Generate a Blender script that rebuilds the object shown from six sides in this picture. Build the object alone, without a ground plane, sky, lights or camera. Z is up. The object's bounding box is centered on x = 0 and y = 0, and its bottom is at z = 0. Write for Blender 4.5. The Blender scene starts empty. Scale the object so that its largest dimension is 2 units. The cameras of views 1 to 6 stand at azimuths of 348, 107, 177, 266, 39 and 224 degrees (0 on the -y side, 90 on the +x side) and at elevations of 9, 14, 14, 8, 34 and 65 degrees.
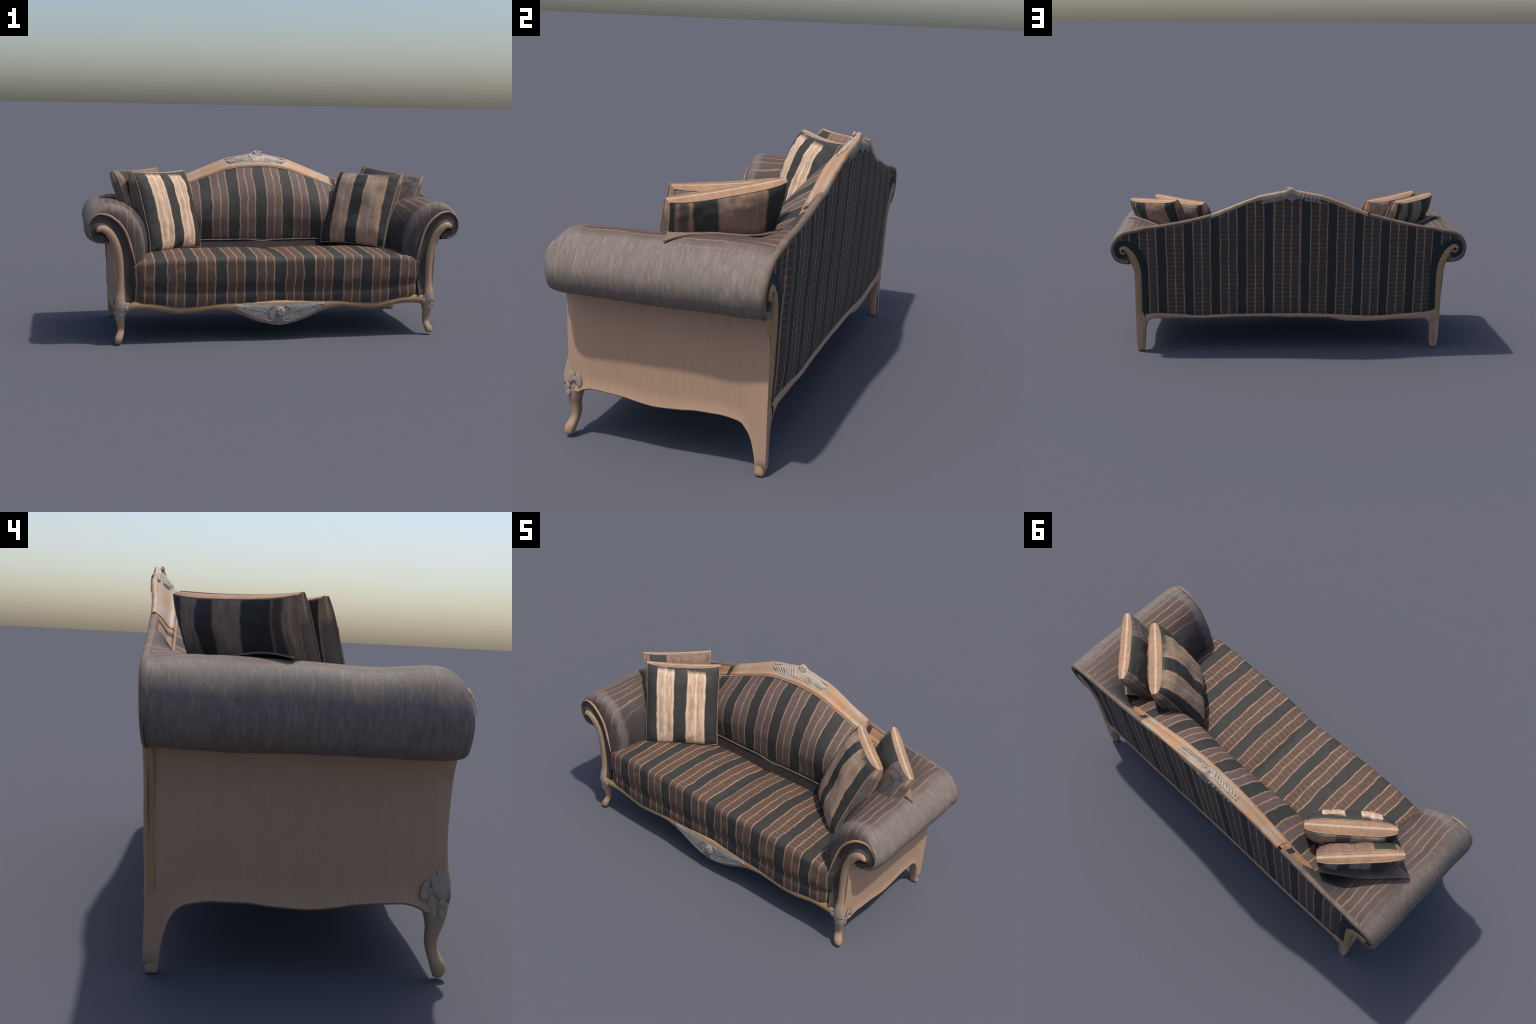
import bpy, bmesh, math, random
from mathutils import Vector, Matrix, noise

random.seed(7)
SC = bpy.context.scene.collection

# ------------------------------------------------------------------ helpers
def table(pts):
    """smooth 1-D interpolation (monotone-limited Hermite) through (x, value) knots"""
    pts = sorted(pts)
    X = [p[0] for p in pts]; Y = [p[1] for p in pts]; n = len(X)
    d = [(Y[i+1]-Y[i])/(X[i+1]-X[i]) for i in range(n-1)]
    m = [d[0]] + [0.0 if d[i-1]*d[i] <= 0 else 2*d[i-1]*d[i]/(d[i-1]+d[i]) for i in range(1, n-1)] + [d[-1]]
    def f(x):
        if x <= X[0]: return Y[0]
        if x >= X[-1]: return Y[-1]
        i = 0
        while x > X[i+1]: i += 1
        h = X[i+1]-X[i]; t = (x-X[i])/h
        return ((2*t**3-3*t*t+1)*Y[i] + (t**3-2*t*t+t)*h*m[i]
                + (-2*t**3+3*t*t)*Y[i+1] + (t**3-t*t)*h*m[i+1])
    return f

def curve(pts, n):
    """n points evenly spaced along a Catmull-Rom curve through pts (any dimension)"""
    P = [tuple(p) for p in pts]
    P = [tuple(2*a-b for a, b in zip(P[0], P[1]))] + P + [tuple(2*a-b for a, b in zip(P[-1], P[-2]))]
    fine = []
    for i in range(1, len(P)-2):
        for k in range(16):
            t = k/16
            fine.append(tuple(.5*((2*b)+(c-a)*t+(2*a-5*b+4*c-d)*t*t+(3*b-a-3*c+d)*t**3)
                              for a, b, c, d in zip(P[i-1], P[i], P[i+1], P[i+2])))
    fine.append(P[-2])
    L = [0]
    for a, b in zip(fine, fine[1:]): L.append(L[-1]+math.dist(a, b))
    out = []; j = 0
    for k in range(n):
        s = L[-1]*k/(n-1)
        while j < len(L)-2 and L[j+1] < s: j += 1
        t = (s-L[j])/max(1e-9, L[j+1]-L[j])
        out.append(tuple(a+(b-a)*t for a, b in zip(fine[j], fine[j+1])))
    return out

def knots(pts, per):
    """points along a Catmull-Rom curve, `per` steps between neighbouring knots (keeps knots aligned)"""
    P = [tuple(p) for p in pts]
    P = [tuple(2*a-b for a, b in zip(P[0], P[1]))] + P + [tuple(2*a-b for a, b in zip(P[-1], P[-2]))]
    out = []
    for i in range(1, len(P)-2):
        for k in range(per):
            t = k/per
            out.append(tuple(.5*((2*b)+(c-a)*t+(2*a-5*b+4*c-d)*t*t+(3*b-a-3*c+d)*t**3)
                             for a, b, c, d in zip(P[i-1], P[i], P[i+1], P[i+2])))
    out.append(P[-2])
    return out

def smooth(a, b, x):
    t = max(0, min(1, (x-a)/(b-a))); return t*t*(3-2*t)
def mix(a, b, t): return a+(b-a)*t
def gauss(x, w): return math.exp(-(x/w)**2)

def mesh_object(name, verts, faces, mats, parent=None, midx=None, angle=40, subsurf=0):
    me = bpy.data.meshes.new(name)
    me.from_pydata([tuple(v) for v in verts], [], faces)
    bm = bmesh.new(); bm.from_mesh(me)
    bmesh.ops.remove_doubles(bm, verts=bm.verts, dist=1e-6)
    bmesh.ops.recalc_face_normals(bm, faces=bm.faces)
    bm.to_mesh(me); bm.free()
    for m in (mats if isinstance(mats, (list, tuple)) else [mats]): me.materials.append(m)
    if midx and len(midx) == len(me.polygons):
        for p, i in zip(me.polygons, midx): p.material_index = i
    for p in me.polygons: p.use_smooth = True
    me.set_sharp_from_angle(angle=math.radians(angle))
    ob = bpy.data.objects.new(name, me); SC.objects.link(ob)
    if parent: ob.parent = parent
    return ob

def grid(rows, close_u=False, close_v=False, cap=False):
    n, m = len(rows), len(rows[0])
    V = [p for r in rows for p in r]; F = []
    for i in range(n if close_u else n-1):
        for j in range(m if close_v else m-1):
            a = i*m+j; b = i*m+(j+1) % m; c = ((i+1) % n)*m+(j+1) % m; d = ((i+1) % n)*m+j
            F.append((a, b, c, d))
    if cap:
        F.append(tuple(range(m))); F.append(tuple((n-1)*m+j for j in range(m)))
    return V, F

def loft(name, rows, mat, parent, **k):
    a = k.pop('angle', 40)
    V, F = grid(rows, **k)
    return mesh_object(name, V, F, mat, parent, angle=a)

def tube(path, rad, n=8, close=False):
    """round tube along 3-D path, rad: number or list"""
    P = [Vector(p) for p in path]; N = len(P); rows = []
    up = Vector((.13, .21, .97))
    for i, p in enumerate(P):
        a = P[(i-1) % N] if (close or i > 0) else p
        b = P[(i+1) % N] if (close or i < N-1) else p
        t = (b-a).normalized()
        s = t.cross(up).normalized(); u = s.cross(t).normalized()
        up = u if not close else up
        r = rad[i] if isinstance(rad, (list, tuple)) else rad
        rows.append([p+(s*math.cos(q)+u*math.sin(q))*r for q in (2*math.pi*k/n for k in range(n))])
    return grid(rows, close_u=close, close_v=True, cap=not close)

class Bag:
    """collects geometry for one part made of many small pieces"""
    def __init__(s): s.V = []; s.F = []
    def add(s, VF):
        o = len(s.V); s.V += [Vector(v) for v in VF[0]]; s.F += [tuple(i+o for i in f) for f in VF[1]]
    def make(s, name, mat, parent, **k): return mesh_object(name, s.V, s.F, mat, parent, **k)

def blob(center, ax, ay, az, nu=12, nv=8):
    """ellipsoid with the three given half-axis vectors"""
    c = Vector(center); rows = []
    for i in range(nv+1):
        th = math.pi*i/nv
        rows.append([c+Vector(az)*math.cos(th)+(Vector(ax)*math.cos(2*math.pi*j/nu)+Vector(ay)*math.sin(2*math.pi*j/nu))*max(.02, math.sin(th)) for j in range(nu)])
    return grid(rows, close_v=True, cap=True)

# ------------------------------------------------------------------ materials
class Nodes:
    def __init__(s, name, rough=.75, spec=.25):
        s.mat = bpy.data.materials.new(name); s.mat.use_nodes = True
        s.t = s.mat.node_tree; s.b = s.t.nodes['Principled BSDF']
        s.b.inputs['Roughness'].default_value = rough
        s.b.inputs['Specular IOR Level'].default_value = spec
        tc = s.t.nodes.new('ShaderNodeTexCoord'); s.obj = tc.outputs['Object']
        sp = s.t.nodes.new('ShaderNodeSeparateXYZ'); s.link(s.obj, sp.inputs[0])
        s.x, s.y, s.z = sp.outputs
    def link(s, a, b): s.t.links.new(a, b)
    def put(s, v, sock):
        if hasattr(v, 'is_output') or isinstance(v, bpy.types.NodeSocket): s.link(v, sock)
        else: sock.default_value = v
    def math(s, op, a, b=0.0, c=0.0, clamp=False):
        n = s.t.nodes.new('ShaderNodeMath'); n.operation = op; n.use_clamp = clamp
        s.put(a, n.inputs[0]); s.put(b, n.inputs[1]); s.put(c, n.inputs[2]); return n.outputs[0]
    def noise(s, scale=(1, 1, 1), detail=3, rough=.55, off=(0, 0, 0), size=1.0, dist=0.0):
        mp = s.t.nodes.new('ShaderNodeMapping'); s.link(s.obj, mp.inputs[0])
        mp.inputs['Scale'].default_value = scale; mp.inputs['Location'].default_value = off
        n = s.t.nodes.new('ShaderNodeTexNoise'); s.link(mp.outputs[0], n.inputs['Vector'])
        n.inputs['Scale'].default_value = size; n.inputs['Detail'].default_value = detail
        n.inputs['Roughness'].default_value = rough; n.inputs['Distortion'].default_value = dist
        return n.outputs[0]
    def ramp(s, fac, stops, interp='LINEAR'):
        n = s.t.nodes.new('ShaderNodeValToRGB'); cr = n.color_ramp; cr.interpolation = interp
        while len(cr.elements) < len(stops): cr.elements.new(.5)
        for e, (p, c) in zip(cr.elements, stops):
            e.position = p; e.color = (c, c, c, 1) if not isinstance(c, tuple) else (*c[:3], 1)
        s.put(fac, n.inputs[0]); return n.outputs[0]
    def mixc(s, fac, a, b, op='MIX'):
        n = s.t.nodes.new('ShaderNodeMix'); n.data_type = 'RGBA'; n.blend_type = op
        s.put(fac, n.inputs[0])
        for v, k in ((a, 6), (b, 7)):
            if isinstance(v, tuple): n.inputs[k].default_value = (*v[:3], 1)
            else: s.put(v, n.inputs[k])
        return n.outputs[2]
    def band(s, v, lo, hi, soft):
        """1 inside lo..hi, soft edges"""
        a = s.math('MULTIPLY_ADD', v, 1/soft, .5-lo/soft, clamp=True)
        b = s.math('MULTIPLY_ADD', v, -1/soft, .5+hi/soft, clamp=True)
        return s.math('MULTIPLY', a, b)
    def line(s, v, at, w):
        d = s.math('ABSOLUTE', s.math('SUBTRACT', v, at))
        return s.math('MULTIPLY_ADD', d, -1.6/w, 1.6, clamp=True)
    def vary(s, col, amount, size=30, scale=(1, 1, 1), off=(0, 0, 0), detail=4):
        n = s.noise(scale, detail, .6, off, size)
        f = s.ramp(n, [(.25, 1-amount), (.75, 1+amount)])
        return s.mixc(1.0, col, f, 'MULTIPLY')
    def done(s, col, bump=None, strength=.2, dist=.002):
        s.put(col, s.b.inputs['Base Color']) if not isinstance(col, tuple) else None
        if isinstance(col, tuple): s.b.inputs['Base Color'].default_value = (*col, 1)
        if bump is not None:
            b = s.t.nodes.new('ShaderNodeBump'); b.inputs['Strength'].default_value = strength
            b.inputs['Distance'].default_value = dist; s.put(bump, b.inputs['Height']); s.link(b.outputs[0], s.b.inputs['Normal'])
        return s.mat

DARK = (.040, .0385, .0345); BROWN = (.092, .063, .051); TAN = (.45, .268, .155)
WARM = (.120, .068, .046)

def striped(name, origin, period, dark_part, along, fold_at=None, hatch=1.0, brown=BROWN, line_w=.0050, wob=.010, dark=DARK, warm=WARM):
    """stripes across x: one dark band, then two brown bands edged by three tan lines; brown bands carry thin cross lines"""
    m = Nodes(name, .7, .25)
    w = m.noise((1, 1, 1), 2, .5, (3.1, 1.7, .4), 9)
    w2 = m.noise((1, 1, 1), 2, .5, (7.1, 2.7, 5.4), 34)
    xx = m.math('ADD', m.x, m.math('MULTIPLY_ADD', w, wob*2, -wob))
    xx = m.math('ADD', xx, m.math('MULTIPLY_ADD', w2, wob*.7, -wob*.35))
    if fold_at is not None:          # pattern mirrored about the middle seam
        xx = m.math('ABSOLUTE', m.math('SUBTRACT', xx, fold_at))
    d = m.math('MODULO', m.math('ADD', m.math('SUBTRACT', xx, origin), period*20), period)
    dk = m.band(d, 0, dark_part, .004)
    mid = (dark_part+period)/2
    if fold_at is not None:          # the middle group is wider and has an extra line
        inner = m.band(xx, -1, .069, .003)
        dk = m.math('MULTIPLY', dk, m.math('SUBTRACT', 1.0, inner))
        ln_in = m.math('MAXIMUM', m.line(xx, .0225, line_w), m.line(xx, .069, line_w))
    ln = m.math('MAXIMUM', m.line(d, dark_part, line_w), m.math('MAXIMUM', m.line(d, mid, line_w), m.math('MAXIMUM', m.line(d, period-.0005, line_w), m.line(d, .0005, line_w*.6))))
    if fold_at is not None:
        ln = m.mixc(inner, ln, ln_in)
    br = m.vary(m.mixc(m.noise((1, 1, 1), 3, .6, (1, 5, 2), 7), brown, warm), .22, 55)
    dkc = m.vary(dark, .18, 22, off=(4, 2, 9))
    col = m.mixc(dk, br, dkc)
    # cross hatching in the brown bands
    ax = m.y if along == 'y' else m.z
    hw = m.noise((1, 1, 1), 2, .5, (0, 3, 0), 5)
    h = m.math('FRACT', m.math('MULTIPLY', m.math('ADD', ax, m.math('MULTIPLY', hw, .03 if along == 'y' else .014)), 1/.026))
    hl = m.math('MULTIPLY', m.line(h, .5, .11), m.ramp(m.noise((1, 1, 1), 2, .5, (8, 8, 1), 6), [(.38, 0.0), (.5, 1.0)]))
    hl = m.math('MULTIPLY', hl, m.math('SUBTRACT', 1.0, dk))
    sq = m.math('MULTIPLY', m.math('SUBTRACT', 1.0, dk), m.ramp(h, [(0.0, .55*hatch), (.3, .2*hatch), (.5, 0.0), (.7, .2*hatch), (1.0, .55*hatch)]))
    col = m.mixc(m.math('MULTIPLY', sq, .38), col, (.045, .033, .028))
    col = m.mixc(m.math('MULTIPLY', hl, .5*hatch), col, (.22, .125, .085))
    tan = m.vary(m.mixc(m.noise((1, 1, 1), 2, .5, (2, 2, 2), 14), (.26, .150, .095), TAN), .25, 70)
    col = m.mixc(m.math('MULTIPLY', ln, m.ramp(m.noise((1, 1, 1), 3, .6, (9, 4, 2), 18), [(.3, .55), (.6, .95)])), col, tan)
    cloth = m.noise((1, 1, 1), 2, .6, (0, 0, 0), 420)
    hgt = m.math('ADD', m.math('MULTIPLY', cloth, .35), m.math('MULTIPLY_ADD', ln, .5, m.math('MULTIPLY', hl, .3)))
    return m.done(col, hgt, .25, .0015)

M_seat = striped('seat_striped_cloth', -.6505, .1548, .0640, 'y')
M_rest = striped('backrest_striped_cloth', -.6580, .1555, .0680, 'z', hatch=.12, brown=(.112, .083, .076), warm=(.132, .088, .072))  # browns lightened over the seat's to bake in strong light on the upper back
M_rear = striped('rear_striped_cloth', .2235, .1480, .0545, 'z', fold_at=.02, hatch=1.25, brown=(.062, .052, .050), line_w=.0046, wob=.004, dark=(.030, .032, .033), warm=(.070, .054, .046))

def arm_cloth():
    m = Nodes('arm_cloth', .72, .3)
    ax = m.math('ABSOLUTE', m.x)
    w = m.noise((1, 1, 1), 3, .5, (1, 1, 1), 7)
    xx = m.math('ADD', ax, m.math('MULTIPLY_ADD', w, .03, -.015))
    xx = m.math('ADD', xx, m.math('MULTIPLY', m.noise(size=30, off=(4, 4, 4)), .008))
    d = m.math('MODULO', xx, .035)
    ln = m.line(d, .0175, .0042)
    fade = m.math('MULTIPLY', m.ramp(m.noise((3, .6, 1), 2, .5, (5, 2, 2), 6), [(.35, .15), (.62, 1.0)]), m.ramp(ax, [(.70, 0.0), (.76, 1.0)]))
    br = m.mixc(m.noise((1, .25, 1), 4, .6, (3, 3, 3), 14), (.054, .041, .036), (.140, .094, .077))
    br = m.mixc(m.ramp(ax, [(.70, 1.0), (.80, 0.0)]), br, m.vary((.055, .046, .044), .25, 20))
    top = m.mixc(m.math('MULTIPLY', m.math('MULTIPLY', ln, fade), .85), br, (.34, .180, .122))
    # worn greyish outer roll, streaked round the roll
    st = m.noise((.55, 2.3, .55), 5, .66, (0, 0, 0), 38, .7)
    gy = m.ramp(st, [(.28, (.120, .096, .083)), (.50, (.168, .136, .117)), (.72, (.220, .180, .153))])
    spot = m.ramp(m.noise((.45, 2.6, .45), 3, .6, (9, 1, 1), 46), [(.56, 0.0), (.68, 1.0)])
    gy = m.mixc(m.math('MULTIPLY', m.ramp(m.noise(size=6, off=(3, 1, 1)), [(.4, 0.0), (.65, 1.0)]), .45), gy, (.185, .142, .118))
    gy = m.mixc(m.math('MULTIPLY', spot, .38), gy, (.33, .25, .195))
    outer = m.math('ADD', xx, m.math('MULTIPLY_ADD', m.noise((1, 1, 1), 3, .6, (6, 6, 1), 9), .06, -.03))
    col = m.mixc(m.ramp(outer, [(.875, 0.0), (.94, 1.0)]), top, gy)
    # front edge: a darker band by the piping, then a paler streak painted as a sheen highlight
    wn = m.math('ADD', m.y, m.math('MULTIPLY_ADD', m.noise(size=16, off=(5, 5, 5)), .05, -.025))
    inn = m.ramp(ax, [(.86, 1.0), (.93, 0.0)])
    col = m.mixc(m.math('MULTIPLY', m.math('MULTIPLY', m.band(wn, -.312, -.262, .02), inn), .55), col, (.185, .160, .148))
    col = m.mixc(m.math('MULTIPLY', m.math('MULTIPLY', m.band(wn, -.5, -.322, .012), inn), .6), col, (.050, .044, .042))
    return m.done(col, m.math('ADD', m.math('MULTIPLY', st, 1.0), m.math('MULTIPLY', m.noise(size=300, detail=2), .15)), .35, .004)
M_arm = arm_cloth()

def wood(name, c1, c2, c3, rough=.5):
    m = Nodes(name, rough, .35)
    n = m.noise((1, 1, 1), 4, .6, (2, 1, 4), 9, .4)
    g = m.noise((3, 8, 8), 4, .6, (0, 0, 0), 26)
    col = m.mixc(m.ramp(n, [(.35, 0.0), (.68, 1.0)]), c1, c2)
    col = m.mixc(m.ramp(m.noise((1, 1, 1), 3, .6, (7, 7, 2), 13), [(.56, 0.0), (.74, .8)]), col, c3)
    col = m.mixc(1.0, col, m.ramp(g, [(.3, .86), (.7, 1.1)]), 'MULTIPLY')
    return m.done(col, g, .15, .0015)
M_wood = wood('pale_ochre_wood', (.34, .215, .105), (.37, .218, .110), (.28, .195, .120))

def crest_wood():
    """worn rail: ochre in the middle stretches, greyed patches, orange-brown towards the ends"""
    m = Nodes('worn_crest_wood', .5, .35)
    ax = m.math('ABSOLUTE', m.x)
    n = m.noise((1, 1, 1), 4, .6, (2, 1, 4), 11, .5)
    col = m.mixc(m.ramp(n, [(.35, 0.0), (.65, 1.0)]), (.40, .262, .145), (.43, .245, .130))
    grey = m.ramp(m.noise((1, 1, 1), 4, .62, (7, 3, 2), 17, .6), [(.47, 0.0), (.60, .85)])
    col = m.mixc(grey, col, (.36, .30, .245))
    org = m.math('MULTIPLY', m.ramp(m.noise((1, 1, 1), 3, .6, (1, 8, 2), 12), [(.42, 0.0), (.62, 1.0)]), m.ramp(ax, [(.10, .15), (.36, .9)]))
    col = m.mixc(org, col, (.50, .215, .085))
    worn = m.math('MULTIPLY', m.band(ax, .325, .405, .02), m.ramp(n, [(.4, .1), (.55, .9)]))
    col = m.mixc(worn, col, (.40, .325, .26))
    return m.done(col, n, .25, .003)
M_crest = crest_wood()
def knee_wood():
    """leg wood whose carved knee carries worn grey paint"""
    m = Nodes('knee_wood', .5, .35)
    n = m.noise((1, 1, 1), 4, .6, (2, 1, 4), 24, .5)
    col = m.mixc(m.ramp(n, [(.35, 0.0), (.65, 1.0)]), (.35, .225, .135), (.39, .245, .150))
    zz = m.math('ADD', m.z, m.math('MULTIPLY_ADD', n, .10, -.05))
    col = m.mixc(m.math('MULTIPLY', m.band(zz, .125, .255, .03), .6), col, m.vary((.31, .265, .235), .3, 45))
    return m.done(col, n, .3, .003)
M_knee = knee_wood()
M_legw = wood('worn_leg_wood', (.38, .240, .160), (.41, .255, .165), (.31, .225, .175))

def carved(name, k):
    m = Nodes(name, .55, .35)
    n = m.noise((1, 1, 1), 4, .6, (0, 3, 0), 26, .5)
    col = m.ramp(n, [(.28, tuple(c*.55 for c in k)), (.42, tuple(c*.85 for c in k)), (.6, k), (.75, tuple(c*1.2 for c in k))])
    return m.done(col, n, .35, .003)
M_carve = carved('pale_carving', (.47, .385, .305)); M_carve2 = carved('grey_carving', (.270, .245, .232))  # pale tone raised for the lit crest, grey one darkened for apron shade
def groove_mat():
    m = Nodes('carving_line', .6, .3)
    return m.done(m.vary((.30, .20, .135), .2, 40))
M_groove = groove_mat()

def side_cloth():
    m = Nodes('tan_side_cloth', .8, .2)
    v = m.noise((1, 14, .8), 4, .6, (0, 0, 0), 9)
    n = m.noise((1, 1, 1), 3, .6, (3, 0, 0), 5)
    col = m.mixc(n, (.40, .252, .165), (.43, .278, .188))
    col = m.mixc(1.0, col, m.ramp(v, [(.3, .94), (.7, 1.05)]), 'MULTIPLY')
    return m.done(col, m.noise((1, 1, 1), 2, .6, (0, 0, 0), 350), .2, .001)
M_side = side_cloth()

def plain(name, c, amount=.18, size=30, rough=.75, bump=300):
    m = Nodes(name, rough, .25)
    return m.done(m.vary(c, amount, size), m.noise(size=bump, detail=2), .2, .0012)
M_facing = plain('dark_facing_cloth', (.075, .058, .051), .35, 14)
M_rearband = plain('dark_band_cloth', (.022, .027, .030), .15, 14)
M_pipe = plain('tan_piping', (.36, .225, .135), .2, 45)
M_rim = plain('rear_edge_cloth', (.175, .125, .095), .3, 22)
M_under = plain('underside_cloth', (.03, .028, .028))
M_fold = plain('brown_fold_cloth', (.20, .150, .118), .25, 18)
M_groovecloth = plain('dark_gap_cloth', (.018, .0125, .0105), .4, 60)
M_welt = plain('brown_welt_cloth', (.135, .100, .088), .35, 40)

def cover():
    """fabric wrapped over the ends of the top rail: orange-brown with darker stripes across"""
    m = Nodes('rail_end_cloth', .7, .25)
    xx = m.math('ADD', m.math('ABSOLUTE', m.x), m.math('MULTIPLY', m.noise(size=14), .02))
    st = m.math('FRACT', m.math('MULTIPLY', xx, 1/.031))
    col = m.mixc(m.ramp(st, [(.0, .1), (.45, .9), (.6, .2), (.95, 1.0)]), (.27, .145, .080), (.43, .235, .125))
    col = m.mixc(m.band(xx, .462, .490, .006), col, (.035, .036, .036))
    return m.done(m.vary(col, .15, 40), st, .12, .002)
M_cover = cover()

# ------------------------------------------------------------------ shared outlines
z_top = table([(0, .926), (.03, .923), (.06, .921), (.105, .912), (.17, .900), (.26, .868), (.35, .831), (.45, .794),
               (.545, .770), (.645, .750), (.72, .737), (.80, .727), (.868, .711), (.915, .701), (.953, .678),
               (.982, .642), (.996, .600)])
def crown(x): return z_top(abs(x)) + .019*gauss(x-.002, .026) - (.006*smooth(.5, .75, -x)*smooth(.97, .93, -x) if x < 0 else 0)
def left(s, x, z):
    """the left arm is a touch lower and slimmer than the right one"""
    if s > 0: return x, z
    return x-.003*smooth(.85, .97, x), z-.008*smooth(.5, .75, x)*smooth(.57, .66, z)*smooth(.97, .90, x)
z_rail = table([(0, .862), (.07, .859), (.18, .842), (.27, .811), (.36, .778), (.43, .750), (.49, .727), (.56, .705), (.75, .66)])
y_rear = table([(0, .319), (.15, .322), (.31, .330), (.46, .335), (.56, .342), (.64, .346), (.75, .353), (.84, .360), (.90, .371), (.95, .374)])
scroll_low = table([(.866, .505), (.885, .513), (.90, .511), (.94, .516), (.972, .536), (.990, .568), (.996, .598)])
rail_top_b = lambda x: table([(-.81, .222), (-.785, .214), (-.63, .202), (-.47, .192), (-.27, .202), (-.1, .210), (.1, .212), (.36, .211), (.516, .204), (.62, .215), (.75, .222), (.81, .214)])(x)
rail_bot_b = table([(-.80, .150), (-.785, .166), (-.767, .172), (-.60, .170), (-.47, .162), (-.34, .163), (-.29, .170), (-.21, .186), (.0, .189), (.1, .194), (.26, .196), (.49, .189), (.68, .192), (.765, .191), (.79, .182), (.806, .168)])
rail_top_f = table([(0, .201), (.1, .201), (.2, .202), (.3, .204), (.37, .198), (.45, .193), (.52, .191), (.6, .203), (.68, .213), (.76, .214), (.80, .212)])
rail_bot_f = table([(0, .075), (.03, .0765), (.06, .085), (.10, .095), (.14, .107), (.2, .133), (.276, .157), (.345, .163), (.415, .156), (.46, .151), (.51, .149), (.6, .160), (.65, .171), (.70, .176), (.765, .173), (.785, .165), (.80, .150)])

sofa = bpy.data.objects.new('settee', None); SC.objects.link(sofa)
sofa['label'] = 'carved camel-back settee with rolled arms and striped dark upholstery'
sofa['category'] = 'sofa'

# ------------------------------------------------------------------ seat
def seat():
    front = table([(0, -.348), (.1, -.353), (.3, -.360), (.5, -.363), (.70, -.358), (.765, -.338)])
    ztop = table([(0, .431), (.06, .437), (.2, .441), (.5, .440), (.62, .436), (.70, .428), (.765, .416)])
    rows = []
    N = 150
    for i in range(N+1):
        x = -.765+1.53*i/N; a = abs(x)
        yf, zt = front(a), ztop(a)
        dip = .010*gauss(x, .045)
        zb = rail_top_f(a)-.004
        r = .032
        sec = [(.125, .33), (.120, zt-.058), (.110, zt-.030), (.092, zt-.019)]
        for k in range(1, 13):
            t = k/13; y = mix(.085, yf+r+.012, t)
            crown_ = .010*math.sin(math.pi*t)**.8 - dip*math.sin(math.pi*min(1, t*1.05))
            sec.append((y, zt-.003-.014*smooth(.45, 0, t)+crown_))
        for k in range(0, 7):
            q = math.pi/2*k/6
            sec.append((yf+r-r*math.sin(q), zt-r+r*math.cos(q)))
        zc = .272+.015*smooth(.45, .75, a)
        for t, off in ((.3, -.003), (.6, -.004), (.85, -.001), (1.0, .007)):
            sec.append((yf+off, mix(zt-r, zc, t)))
        sec += [(yf+.006, zc-.012), (yf+.003, zc-.028), (yf+.003, mix(zb, zc, .3)), (yf+.006, zb), (yf+.05, zb-.002)]
        row = []
        for y, z in sec:
            n = noise.noise((x*7, y*7, z*7))
            row.append((x, y+.0025*n, z+.003*noise.noise((x*5+3, y*6, 1))))
        rows.append(row)
    loft('seat', rows, M_seat, sofa, angle=70)
    # boxed underside
    V, F = grid([[(x, y, .205) for x in (-.83, 0, .83)] for y in (-.32, 0, .315)])
    mesh_object('underside', V, F, M_under, sofa)
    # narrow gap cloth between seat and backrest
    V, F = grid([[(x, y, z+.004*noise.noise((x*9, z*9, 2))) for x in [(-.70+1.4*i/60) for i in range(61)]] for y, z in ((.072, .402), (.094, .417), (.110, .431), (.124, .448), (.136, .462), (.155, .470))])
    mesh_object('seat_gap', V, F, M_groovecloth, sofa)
    path = [(x, .1275+.003*noise.noise((x*6, 1, 1)), .459+.005*noise.noise((x*4, 0, 7))-.010*gauss(x, .05)) for x in [mix(-.6, .6, i/80) for i in range(81)]]
    V, F = tube(path, .0042, 8); mesh_object('backrest_welt', V, F, M_welt, sofa)
seat()

# ------------------------------------------------------------------ backrest
def backrest():
    dep = table([(0, .141), (.03, .135), (.10, .133), (.3, .132), (.45, .140), (.6, .158), (.75, .194), (.88, .242), (.96, .280), (1, .304)])
    rows = []; N = 120; K = 40
    for i in range(N+1):
        x = -.75+1.5*i/N; a = abs(x); zr = z_rail(a)+.004; z0 = .456+.005*noise.noise((x*4, 0, 7)) - .010*gauss(x, .05)
        row = []
        for k in range(K+1):
            h = k/K; z = mix(z0, zr, h)
            y = dep(h) + .0045*noise.noise((x*6, z*6, 3)) + .002*noise.noise((x*17, z*9, 5))
            y += .03*smooth(.45, .75, a)*(1-h) - .018*smooth(.10, .34, a)*math.sin(math.pi*h**1.3)
            row.append((x, y, z))
        rows.append(row)
    loft('backrest', rows, M_rest, sofa, angle=80)
backrest()

# ------------------------------------------------------------------ rear panel, edge rim
def rear():
    xs = [-.987+1.979*i/260 for i in range(261)]
    rows = []
    for x in xs:
        a = abs(x)
        lo = rail_top_b(x)-.003 if a < .858 else mix(.205, scroll_low(a), smooth(.858, .872, a))
        hi = crown(x)-.004 if a < (.953 if x > 0 else .925) else z_top(a+(.006 if x < 0 else 0))-(.003 if x > 0 else .007)
        if hi < lo+.002: hi = lo+.002
        row = []
        for k in range(33):
            z = mix(lo, hi, k/32)
            bul = .016*smooth(.80, .765, a)*math.sin(math.pi*min(1, max(0, (z-lo)/(hi-lo))))**.22
            row.append((x, y_rear(z)-.006+bul+.0018*noise.noise((x*5, z*5, 1)), z))
        rows.append(row)
    loft('rear_panel', rows, M_rear, sofa, angle=60)
rear()

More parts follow.
